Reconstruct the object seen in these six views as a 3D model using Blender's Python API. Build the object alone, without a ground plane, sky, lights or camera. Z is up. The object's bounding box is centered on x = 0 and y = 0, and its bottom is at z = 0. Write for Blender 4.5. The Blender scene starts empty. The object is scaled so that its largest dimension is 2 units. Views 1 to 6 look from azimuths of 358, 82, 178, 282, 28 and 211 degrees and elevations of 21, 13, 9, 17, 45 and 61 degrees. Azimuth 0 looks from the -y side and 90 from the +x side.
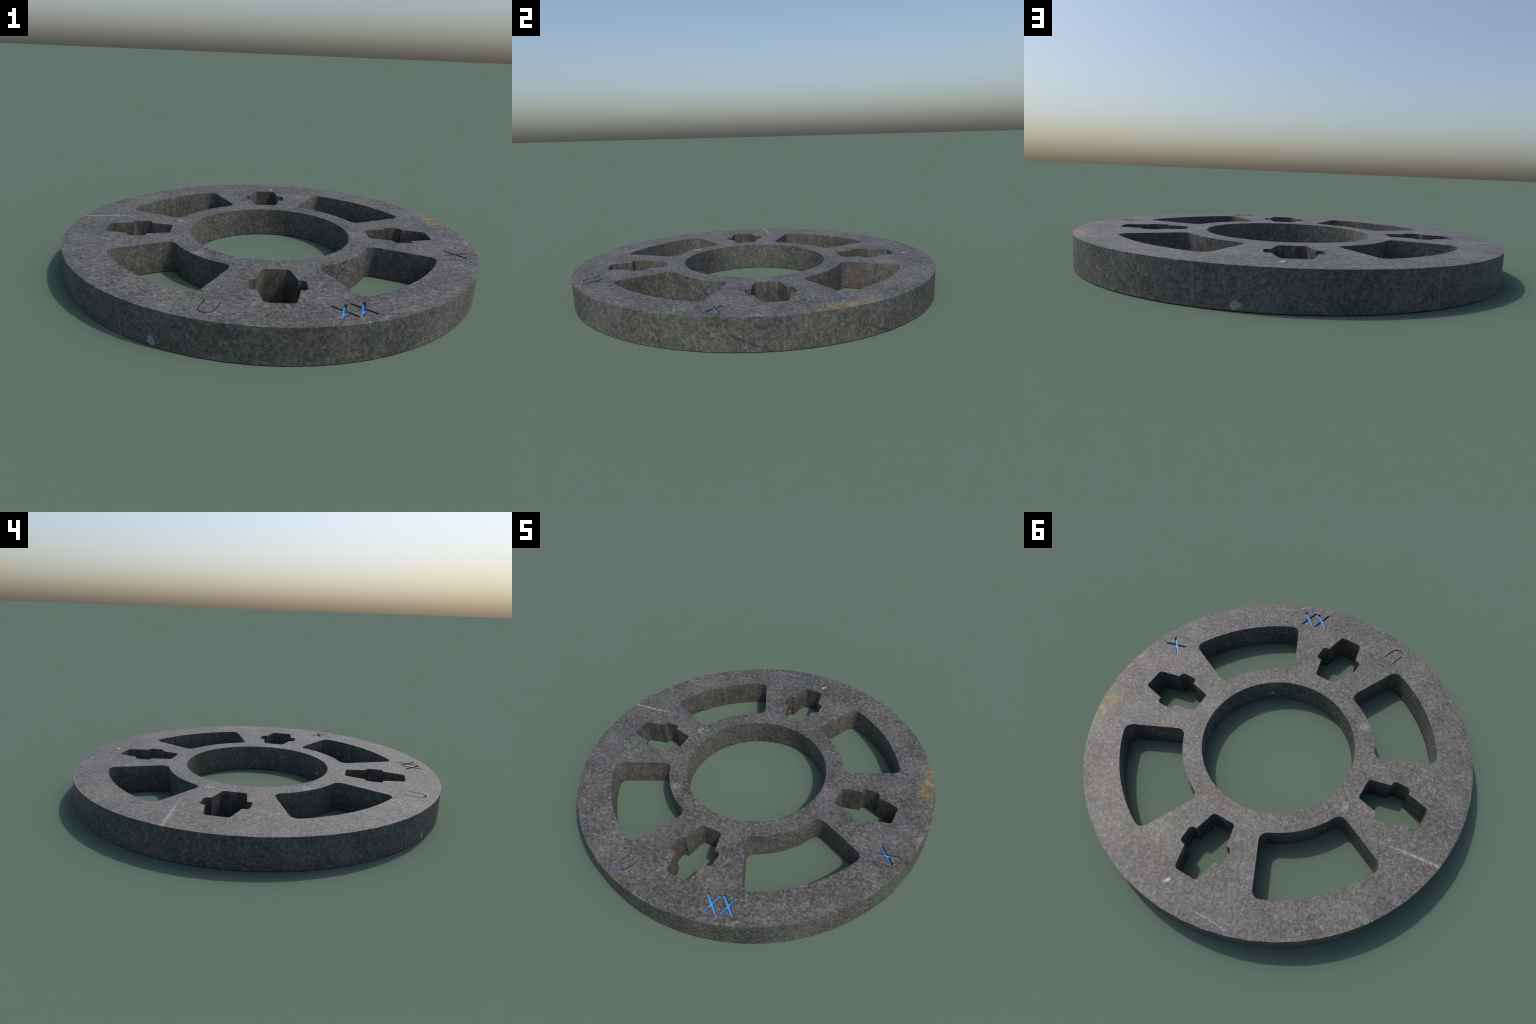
"""Round steel spacer plate: a flat disc with a central bore, four wide windows,
four keyed bolt slots and three engraved, blue-filled size marks on its top."""
import bpy, bmesh, math
from math import sin, cos, pi, tau, radians, atan2, hypot, sqrt
from mathutils import Vector

# ------------------------------------------------------------------ sizes (m)
RADIUS, BORE, THICK = 1.0, 0.3992, 0.1487
WINDOW_IN, WINDOW_OUT, WINDOW_FILLET = 0.4982, 0.8195, 0.042
WINDOW_EDGE = ((0.500, 0.2175), (0.725, 0.2970))      # straight side, window bisector along +x
SLOT_IN, SLOT_OUT = 0.498, 0.818                      # bolt slot along +x
SLOT_END, SLOT_SHOULDER, SLOT_EAR = 0.0598, 0.0860, 0.1174
EAR_IN, EAR_OUT = 0.6092, 0.7028
MARK_TOP, MARK_FOOT, MARK_DEPTH = 0.8455, 0.9475, 0.0137
RIM_STEPS = 60

# ------------------------------------------------------------------ 2D outlines
def circle(r, n):
    return [(r * cos(tau * i / n), r * sin(tau * i / n)) for i in range(n)]

def arc(cx, cy, r, a0, a1, n):
    return [(cx + r * cos(a0 + (a1 - a0) * i / n), cy + r * sin(a0 + (a1 - a0) * i / n)) for i in range(n + 1)]

def turned(points, angle):
    c, s = cos(angle), sin(angle)
    return [(x * c - y * s, x * s + y * c) for x, y in points]

def rounded(corners, steps=5):
    """Polygon whose corners (x, y, fillet radius) are rounded; radius 0 stays sharp."""
    out, n = [], len(corners)
    for i, (x, y, r) in enumerate(corners):
        p = Vector((x, y))
        if r <= 0:
            out.append((x, y))
            continue
        a = (Vector(corners[i - 1][:2]) - p).normalized()
        b = (Vector(corners[(i + 1) % n][:2]) - p).normalized()
        half = a.angle(b) / 2
        c = p + (a + b).normalized() * (r / sin(half))
        t0, t1 = p + a * (r / math.tan(half)), p + b * (r / math.tan(half))
        a0, a1 = atan2(*(t0 - c).yx), atan2(*(t1 - c).yx)
        while a1 - a0 > pi: a1 -= tau
        while a1 - a0 < -pi: a1 += tau
        out += arc(c.x, c.y, r, a0, a1, steps)
    return out

def window_outline():
    """Ring sector with straight sides; all four corners filleted tangentially."""
    (x0, y0), (x1, y1) = WINDOW_EDGE
    slope = atan2(y1 - y0, x1 - x0)
    d, nrm, f = Vector((cos(slope), sin(slope))), Vector((sin(slope), -cos(slope))), WINDOW_FILLET
    base = Vector((x0, y0)) + nrm * f                  # side moved inward by the fillet radius
    def centre(r):                                     # on the moved side, at distance r from the axis
        b = base.dot(d)
        return base + d * (-b + sqrt(b * b - base.length_squared + r * r))
    outer, inner = centre(WINDOW_OUT - f), centre(WINDOW_IN + f)
    ao, ai, side = atan2(outer.y, outer.x), atan2(inner.y, inner.x), slope + pi / 2
    pts = arc(0, 0, WINDOW_OUT, -ao, ao, 12)
    pts += arc(outer.x, outer.y, f, ao, side, 5)[1:]
    pts += arc(inner.x, inner.y, f, side, ai + pi, 5)
    pts += arc(0, 0, WINDOW_IN, ai, -ai, 12)[1:]
    pts += [(x, -y) for x, y in reversed(arc(inner.x, inner.y, f, side, ai + pi, 5))][1:]
    pts += [(x, -y) for x, y in reversed(arc(outer.x, outer.y, f, ao, side, 5))][:-1]
    return pts

def slot_outline():
    """Barrel-shaped slot with a rounded ear on either flank."""
    half = [(SLOT_IN, SLOT_END, .018), (EAR_IN, SLOT_SHOULDER, 0), (EAR_IN, SLOT_EAR, .02),
            (EAR_OUT, SLOT_EAR, .02), (EAR_OUT, SLOT_SHOULDER, 0), (SLOT_OUT, SLOT_END, .018)]
    return rounded(half + [(x, -y, r) for x, y, r in reversed(half)], 4)

def letter_x_outline(shift=0.0):
    """Mark read from the rim: local x runs outward, y along the rim. Two crossing bars, flat-cut ends."""
    bars = [((MARK_TOP, s * .0237), (MARK_TOP, s * .0384), (MARK_FOOT, -s * .0240), (MARK_FOOT, -s * .0388)) for s in (1, -1)]
    def cross(p, q, r, s):
        p, q, r, s = map(Vector, (p, q, r, s))
        d, e = q - p, s - r
        t = ((r - p).x * e.y - (r - p).y * e.x) / (d.x * e.y - d.y * e.x)
        return tuple(p + d * t)
    (a1, a2, a3, a4), (b1, b2, b3, b4) = bars          # a: +y at the top to -y at the foot, b: mirrored
    edges_a, edges_b = ((a1, a4), (a2, a3)), ((b1, b4), (b2, b3))
    pts = [a1, a2, cross(*edges_a[1], *edges_b[1]), b3, b4, cross(*edges_a[0], *edges_b[0])]
    # notches between the arms, in order round the letter
    top = cross(a1, a4, b1, b4); right = cross(a2, a3, b1, b4)
    foot = cross(a2, a3, b2, b3); left = cross(a1, a4, b2, b3)
    pts = [a1, a2, right, b4, b3, foot, a3, a4, left, b2, b1, top]
    return [(x, y + shift) for x, y in pts]

def letter_u_outline():
    w, half = .0034, .0312
    turn = MARK_FOOT - half - w
    big, small = half + w, half - w
    return ([(MARK_TOP, small), (MARK_TOP, big)] + arc(turn, 0, big, pi / 2, -pi / 2, 14)
            + [(MARK_TOP, -big), (MARK_TOP, -small)] + arc(turn, 0, small, -pi / 2, pi / 2, 14))

windows = [turned(window_outline(), pi / 4 + i * pi / 2) for i in range(4)]
slots = [turned(slot_outline(), i * pi / 2) for i in range(4)]
MARKS = [("letter_x", letter_x_outline(), -17), ("letter_x", letter_x_outline(-.03895), -73),
         ("letter_x", letter_x_outline(.03895), -73), ("letter_u", letter_u_outline(), -107)]
marks = [(name, turned(pts, radians(a))) for name, pts, a in MARKS]

# ------------------------------------------------------------------ node helper
class Graph:
    def __init__(self, name):
        self.mat = bpy.data.materials.new(name)
        self.mat.use_nodes = True
        self.t = self.mat.node_tree
        self.bsdf = self.t.nodes["Principled BSDF"]
        co = self.t.nodes.new("ShaderNodeTexCoord").outputs["Object"]
        self.co = co
        sep = self.t.nodes.new("ShaderNodeSeparateXYZ")
        self.t.links.new(co, sep.inputs[0])
        self.x, self.y, self.z = sep.outputs

    def put(self, socket, value):
        if isinstance(value, bpy.types.NodeSocket):
            self.t.links.new(value, socket)
        elif isinstance(value, tuple) and len(value) == 3 and socket.type == "RGBA":
            socket.default_value = (*value, 1)
        else:
            socket.default_value = value

    def m(self, op, a, b=0.0, c=0.0, clamp=False):
        n = self.t.nodes.new("ShaderNodeMath")
        n.operation, n.use_clamp = op, clamp
        for s, v in zip(n.inputs, (a, b, c)):
            self.put(s, v)
        return n.outputs[0]

    def ramp(self, v, lo, hi, a=0.0, b=1.0):
        n = self.t.nodes.new("ShaderNodeMapRange")
        n.interpolation_type = "SMOOTHSTEP"
        for s, w in zip(n.inputs, (v, lo, hi, a, b)):
            self.put(s, w)
        return n.outputs[0]

    def noise(self, scale, detail=2.0, rough=.5, stretch=(1, 1, 1), shift=0.0, colour=False, distort=0.0):
        mp = self.t.nodes.new("ShaderNodeMapping")
        mp.inputs["Scale"].default_value = stretch
        mp.inputs["Location"].default_value = (shift, shift * 1.7, shift * .6)
        self.t.links.new(self.co, mp.inputs["Vector"])
        n = self.t.nodes.new("ShaderNodeTexNoise")
        n.inputs["Scale"].default_value, n.inputs["Detail"].default_value = scale, detail
        n.inputs["Roughness"].default_value, n.inputs["Distortion"].default_value = rough, distort
        self.t.links.new(mp.outputs[0], n.inputs["Vector"])
        return n.outputs["Color" if colour else "Fac"]

    def mix(self, fac, a, b, mode="MIX"):
        n = self.t.nodes.new("ShaderNodeMix")
        n.data_type, n.blend_type = "RGBA", mode
        self.put(n.inputs[0], fac)
        self.put(n.inputs[6], a)
        self.put(n.inputs[7], b)
        return n.outputs[2]

    def blob(self, x, y, rx, ry, angle=0.0, soft=.5):
        """Soft elliptic mask round a place on the top face."""
        c, s = cos(angle), sin(angle)
        dx, dy = self.m("SUBTRACT", self.x, x), self.m("SUBTRACT", self.y, y)
        u = self.m("ADD", self.m("MULTIPLY", dx, c / rx), self.m("MULTIPLY", dy, s / rx))
        v = self.m("ADD", self.m("MULTIPLY", dx, -s / ry), self.m("MULTIPLY", dy, c / ry))
        d = self.m("SQRT", self.m("ADD", self.m("MULTIPLY", u, u), self.m("MULTIPLY", v, v)))
        return self.ramp(d, 1 - soft, 1, 1, 0)

    def scratch(self, p, q, width, fade=.25):
        """Thin slightly wavering line from p to q, fading in from p."""
        ang, length = atan2(q[1] - p[1], q[0] - p[0]), hypot(q[0] - p[0], q[1] - p[1])
        c, s = cos(ang), sin(ang)
        dx, dy = self.m("SUBTRACT", self.x, p[0]), self.m("SUBTRACT", self.y, p[1])
        u = self.m("ADD", self.m("MULTIPLY", dx, c / length), self.m("MULTIPLY", dy, s / length))
        v = self.m("ADD", self.m("MULTIPLY", dx, -s), self.m("MULTIPLY", dy, c))
        waver = self.m("MULTIPLY_ADD", self.noise(28, 2, shift=p[0] * 9), .016, -.008)
        line = self.ramp(self.m("ABSOLUTE", self.m("ADD", v, waver)), 0, width, 1, 0)
        along = self.m("MULTIPLY", self.ramp(u, 0, fade * 2.4), self.ramp(u, .97, 1.03, 1, 0))
        worn = self.ramp(self.noise(70, 2, .6, shift=q[1] * 5), .36, .60, .2, 1)
        return self.m("MULTIPLY", self.m("MULTIPLY", line, along), worn)

# ------------------------------------------------------------------ materials
def mottled(g, dark, light, grain, chroma, stretch=(1, 1, 1)):
    """Speckled grey: fine worm-like grain, tinted specks and slow cloudy drift."""
    fine = g.ramp(g.noise(grain, 2.5, .6, stretch, distort=.6), .30, .72)
    dusty = g.ramp(g.noise(grain * 2.1, 2, .6, stretch, shift=3.3), .3, .75)
    speck = g.ramp(g.noise(grain * .8, 1.5, .5, stretch, shift=7.1), .62, .76)
    vein = g.m("ABSOLUTE", g.m("SUBTRACT", g.noise(grain * .75, 1.5, .5, stretch, shift=2.7, distort=.9), .5))
    worm = g.m("MULTIPLY", g.ramp(vein, .0, .055, 1, 0), g.ramp(g.noise(grain * .5, 1, .5, stretch, shift=9.9), .40, .66))
    cloud = g.noise(7, 3, .55, shift=1.9)
    value = g.m("ADD", g.m("MULTIPLY", fine, .46), g.m("MULTIPLY", dusty, .22))
    value = g.m("ADD", value, g.m("ADD", g.m("MULTIPLY", speck, .48), g.m("MULTIPLY", worm, .46)))
    blotch = g.noise(2.6, 3, .6, shift=6.6)
    value = g.m("ADD", value, g.m("MULTIPLY_ADD", cloud, .6, -.345))
    value = g.m("ADD", value, g.m("MULTIPLY_ADD", blotch, .4, -.2), clamp=True)
    colour = g.mix(value, dark, light)
    tint = g.mix(chroma, (.5, .5, .5), g.noise(grain * .62, 2, .6, stretch, shift=5.5, colour=True))
    drift = g.mix(chroma * .5, (.5, .5, .5), g.noise(3.2, 2, .5, shift=8.8, colour=True))
    colour = g.mix(1.0, colour, g.mix(1.0, tint, (2, 2, 2), "MULTIPLY"), "MULTIPLY")
    return g.mix(1.0, colour, g.mix(1.0, drift, (2, 2, 2), "MULTIPLY"), "MULTIPLY"), fine

def finish(g, colour, relief, rough=.55):
    g.put(g.bsdf.inputs["Base Color"], colour)
    g.put(g.bsdf.inputs["Roughness"], rough)
    bump = g.t.nodes.new("ShaderNodeBump")
    bump.inputs["Strength"].default_value, bump.inputs["Distance"].default_value = .2, .002
    g.put(bump.inputs["Height"], relief)
    g.t.links.new(bump.outputs[0], g.bsdf.inputs["Normal"])
    return g.mat

DARK, LIGHT = (.0285, .0275, .0245), (.192, .184, .169)

def face_material():
    g = Graph("speckled_steel_face")
    c, relief = mottled(g, DARK, LIGHT, 66, .22)
    patchy = g.ramp(g.noise(38, 3, .65, shift=2.2), .38, .58)
    # rust at the rim: a broad ochre band and one small stain
    rust = g.m("MAXIMUM", g.blob(.915, .225, .05, .085, radians(8), .7), g.blob(.925, .36, .048, .10, radians(22), .7))
    rust = g.m("MAXIMUM", rust, g.m("MULTIPLY", g.blob(.945, .30, .062, .17, radians(17), .5), .7))
    rust = g.m("MULTIPLY", rust, g.m("MULTIPLY_ADD", patchy, .7, .3))
    broken = g.ramp(g.noise(85, 3, .65, shift=1.3), .34, .56, .45, 1)
    c = g.mix(g.m("MULTIPLY", g.m("MULTIPLY", rust, broken), .95), c, g.mix(1.0, c, (1.9, 1.32, .38), "MULTIPLY"))
    c = g.mix(g.m("MULTIPLY", g.blob(.93, .31, .07, .15, radians(16), .7), g.m("MULTIPLY", g.ramp(g.noise(66, 2, .6, shift=5.8), .52, .68), .5)), c, (.30, .26, .20))
    c = g.mix(g.m("MULTIPLY", g.m("MULTIPLY", g.blob(-.763, .640, .020, .034, radians(50), 1), patchy), .6), c, (.20, .125, .04))
    # rubbed paler places
    for x, y, rx, ry, a, k in ((.99, .004, .016, .03, 0, .5), (.978, -.10, .02, .07, -.1, .35), (-.465, .137, .022, .035, .4, .5),
                               (-.745, .094, .014, .024, .2, .4), (-.342, -.335, .05, .09, -.7, .28), (.66, .546, .009, .009, 0, .8),
                               (.37, -.905, .012, .04, -.5, .35)):
        c = g.mix(g.m("MULTIPLY", g.m("MULTIPLY", g.blob(x, y, rx, ry, a, 1), g.m("MULTIPLY_ADD", relief, .8, .35)), k), c, (.38, .36, .36))
    # scratches
    for p, q, w, k, col in (((-.69, .213), (-.985, .178), .0065, .5, (.46, .425, .42)), ((-.67, .215), (-.985, .178), .016, .35, (.34, .32, .315)), ((-.60, .228), (-.80, .20), .007, .3, (.40, .37, .37)),
                            ((.0, .938), (-.315, .926), .006, .28, (.45, .41, .39)), ((-.36, -.768), (-.53, -.793), .006, .3, (.42, .40, .39)),
                            ((-.40, .88), (-.10, .945), .005, .18, (.4, .38, .37)), ((.72, .40), (.93, .44), .004, .16, (.4, .38, .38)),
                            ((-.93, -.12), (-.72, -.02), .005, .22, (.4, .38, .38)), ((.55, -.80), (.42, -.86), .004, .25, (.4, .38, .38))):
        c = g.mix(g.m("MULTIPLY", g.scratch(p, q, w), k), c, col)
    # one cream chip
    chip = g.m("MULTIPLY", g.blob(.052, .884, .027, .013, radians(62), .8), g.ramp(g.noise(60, 2, .5, shift=4.4), .38, .56, .15, 1))
    c = g.mix(g.m("MULTIPLY", chip, .9), c, (.46, .43, .35))
    return finish(g, c, relief)

def wall_material():
    g = Graph("speckled_steel_wall")
    c, relief = mottled(g, (.036, .0366, .032), (.176, .175, .157), 66, .24)
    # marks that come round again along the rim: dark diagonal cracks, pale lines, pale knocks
    turn = g.m("ARCTAN2", g.y, g.x)
    turn = g.m("FLOORED_MODULO", g.m("ADD", turn, tau), tau)
    u = g.m("FLOORED_MODULO", turn, radians(163.8))
    on_rim = g.m("GREATER_THAN", g.m("ADD", g.m("MULTIPLY", g.x, g.x), g.m("MULTIPLY", g.y, g.y)), .9)
    waver = g.m("MULTIPLY_ADD", g.noise(14, 2, .5, shift=6.1), .03, -.015)
    fall = g.m("MULTIPLY_ADD", g.m("SUBTRACT", u, .333), -.42, .077)
    off = g.m("ABSOLUTE", g.m("ADD", g.m("SUBTRACT", g.z, fall), waver))
    crack = g.m("MULTIPLY", g.ramp(off, .0005, .009, 1, 0), g.m("MULTIPLY", g.ramp(u, .30, .36), g.ramp(u, .50, .54, 1, 0)))
    c = g.mix(g.m("MULTIPLY", g.m("MULTIPLY", crack, on_rim), .65), c, (.024, .021, .017))
    for at, k in ((radians(70), .16), (radians(119.3), .16), (radians(12), .08), (radians(150), .08)):
        line = g.ramp(g.m("ABSOLUTE", g.m("ADD", g.m("SUBTRACT", u, at), g.m("MULTIPLY", waver, .4))), 0, .006, 1, 0)
        c = g.mix(g.m("MULTIPLY", g.m("MULTIPLY", line, on_rim), k), c, (.36, .36, .36))
    seam = g.ramp(g.m("ABSOLUTE", g.m("SUBTRACT", turn, .004)), 0, .006, 1, 0)
    c = g.mix(g.m("MULTIPLY", g.m("MULTIPLY", seam, on_rim), .16), c, (.36, .36, .36))
    du, dz = g.m("DIVIDE", g.m("SUBTRACT", u, 1.370), .024), g.m("DIVIDE", g.m("SUBTRACT", g.z, .022), .020)
    d = g.m("ADD", g.m("SQRT", g.m("ADD", g.m("MULTIPLY", du, du), g.m("MULTIPLY", dz, dz))), g.m("MULTIPLY_ADD", g.noise(40, 3, .65, shift=3.9), 2.6, -1.2))
    knock = g.m("MULTIPLY", g.ramp(d, .6, 1.1, 1, 0), g.ramp(d, 0, .6, .55, 1))
    c = g.mix(g.m("MULTIPLY", g.m("MULTIPLY", knock, on_rim), .65), c, (.36, .37, .40))
    # pale nick inside the bore
    nick = g.m("SQRT", g.m("ADD", g.m("POWER", g.m("DIVIDE", g.m("SUBTRACT", turn, radians(306.3)), .05), 2),
                           g.m("POWER", g.m("DIVIDE", g.m("SUBTRACT", g.z, .056), .014), 2)))
    in_bore = g.m("SUBTRACT", 1, g.m("GREATER_THAN", g.m("ADD", g.m("MULTIPLY", g.x, g.x), g.m("MULTIPLY", g.y, g.y)), .18))
    c = g.mix(g.m("MULTIPLY", g.m("MULTIPLY", g.ramp(nick, .4, 1, 1, 0), in_bore), .6), c, (.42, .44, .42))
    return finish(g, c, relief, .6)

def slot_material():
    g = Graph("streaked_steel_slot_wall")
    c, relief = mottled(g, (.040, .038, .032), (.160, .150, .130), 44, .15, (1, 1, .45))
    streak = g.ramp(g.noise(26, 3, .6, (1, 1, .28), shift=9.4), .52, .68)
    c = g.mix(g.m("MULTIPLY", streak, .6), c, (.048, .037, .027))
    return finish(g, c, relief, .6)

def side_material():
    g = Graph("brownish_steel_window_side")
    c, relief = mottled(g, (.038, .036, .031), (.178, .163, .146), 54, .17)
    stain = g.ramp(g.noise(11, 3, .6, (1, 1, .6), shift=4.1), .48, .66)
    c = g.mix(g.m("MULTIPLY", stain, .45), c, (.060, .046, .035))
    return finish(g, c, relief, .6)

def paint_material():
    g = Graph("blue_mark_paint")
    shade = g.noise(30, 2, .5)
    g.put(g.bsdf.inputs["Base Color"], g.mix(shade, (.052, .275, .78), (.062, .305, .84)))
    g.put(g.bsdf.inputs["Roughness"], .45)
    return g.mat

FACE, WALL, SLOT, SIDE, PAINT = face_material(), wall_material(), slot_material(), side_material(), paint_material()

# ------------------------------------------------------------------ geometry
def loop(bm, pts, z):
    return [bm.verts.new((x, y, z)) for x, y in pts]

def ring_edges(bm, vs):
    out = []
    for a, b in zip(vs, vs[1:] + vs[:1]):
        out.append(bm.edges.get((a, b)) or bm.edges.new((a, b)))
    return out

def fill(bm, loops, up, mat):
    edges = [e for vs in loops for e in ring_edges(bm, vs)]
    done = bmesh.ops.triangle_fill(bm, edges=edges, use_beauty=True, use_dissolve=False, normal=(0, 0, 1 if up else -1))
    for f in done["geom"]:
        if isinstance(f, bmesh.types.BMFace):
            f.normal_update()
            if (f.normal.z > 0) != up:
                f.normal_flip()
            f.material_index = mat

def wall(bm, top, foot, mat):
    for i in range(len(top)):
        j = (i + 1) % len(top)
        straight = mat == 1 and len(top) < RIM_STEPS and (top[i].co - top[j].co).length > .15
        bm.faces.new((top[i], foot[i], foot[j], top[j])).material_index = 3 if straight else mat

def mesh_object(name, bm, mats, parent=None, crease=32):
    me = bpy.data.meshes.new(name)
    bm.to_mesh(me)
    bm.free()
    for m in mats:
        me.materials.append(m)
    for p in me.polygons:
        p.use_smooth = True
    me.set_sharp_from_angle(angle=radians(crease))
    ob = bpy.data.objects.new(name, me)
    bpy.context.scene.collection.objects.link(ob)
    ob.parent = parent
    return ob

thing = bpy.data.objects.new("wheel_spacer", None)
bpy.context.scene.collection.objects.link(thing)
thing["label"] = "round dark grey speckled steel spacer disc with windows and slots"
thing["category"] = "wheel spacer"

bm = bmesh.new()
through = [(circle(RADIUS, RIM_STEPS), 1), (circle(BORE, RIM_STEPS), 1)] + [(w, 1) for w in windows] + [(s, 2) for s in slots]
tops = [loop(bm, pts, THICK) for pts, _ in through]
feet = [loop(bm, pts, 0.0) for pts, _ in through]
grooves = [loop(bm, pts, THICK) for _, pts in marks]
beds = [loop(bm, pts, THICK - MARK_DEPTH) for _, pts in marks]
fill(bm, tops + grooves, True, 0)
fill(bm, feet, False, 1)
for t, f, (_, mat) in zip(tops, feet, through):
    wall(bm, t, f, mat)
for t, f in zip(grooves, beds):
    wall(bm, t, f, 1)
    fill(bm, [f], True, 0)
bmesh.ops.recalc_face_normals(bm, faces=bm.faces)
plate = mesh_object("spacer_plate", bm, [FACE, WALL, SLOT, SIDE], thing)

# blue paint laid in the grooves, standing a little above their beds
for name, pts in marks:
    bm = bmesh.new()
    top = loop(bm, pts, THICK - MARK_DEPTH + .0012)
    foot = loop(bm, pts, THICK - MARK_DEPTH + .0003)
    fill(bm, [top], True, 0)
    fill(bm, [foot], False, 0)
    wall(bm, top, foot, 0)
    bmesh.ops.recalc_face_normals(bm, faces=bm.faces)
    mesh_object(name, bm, [PAINT], thing)
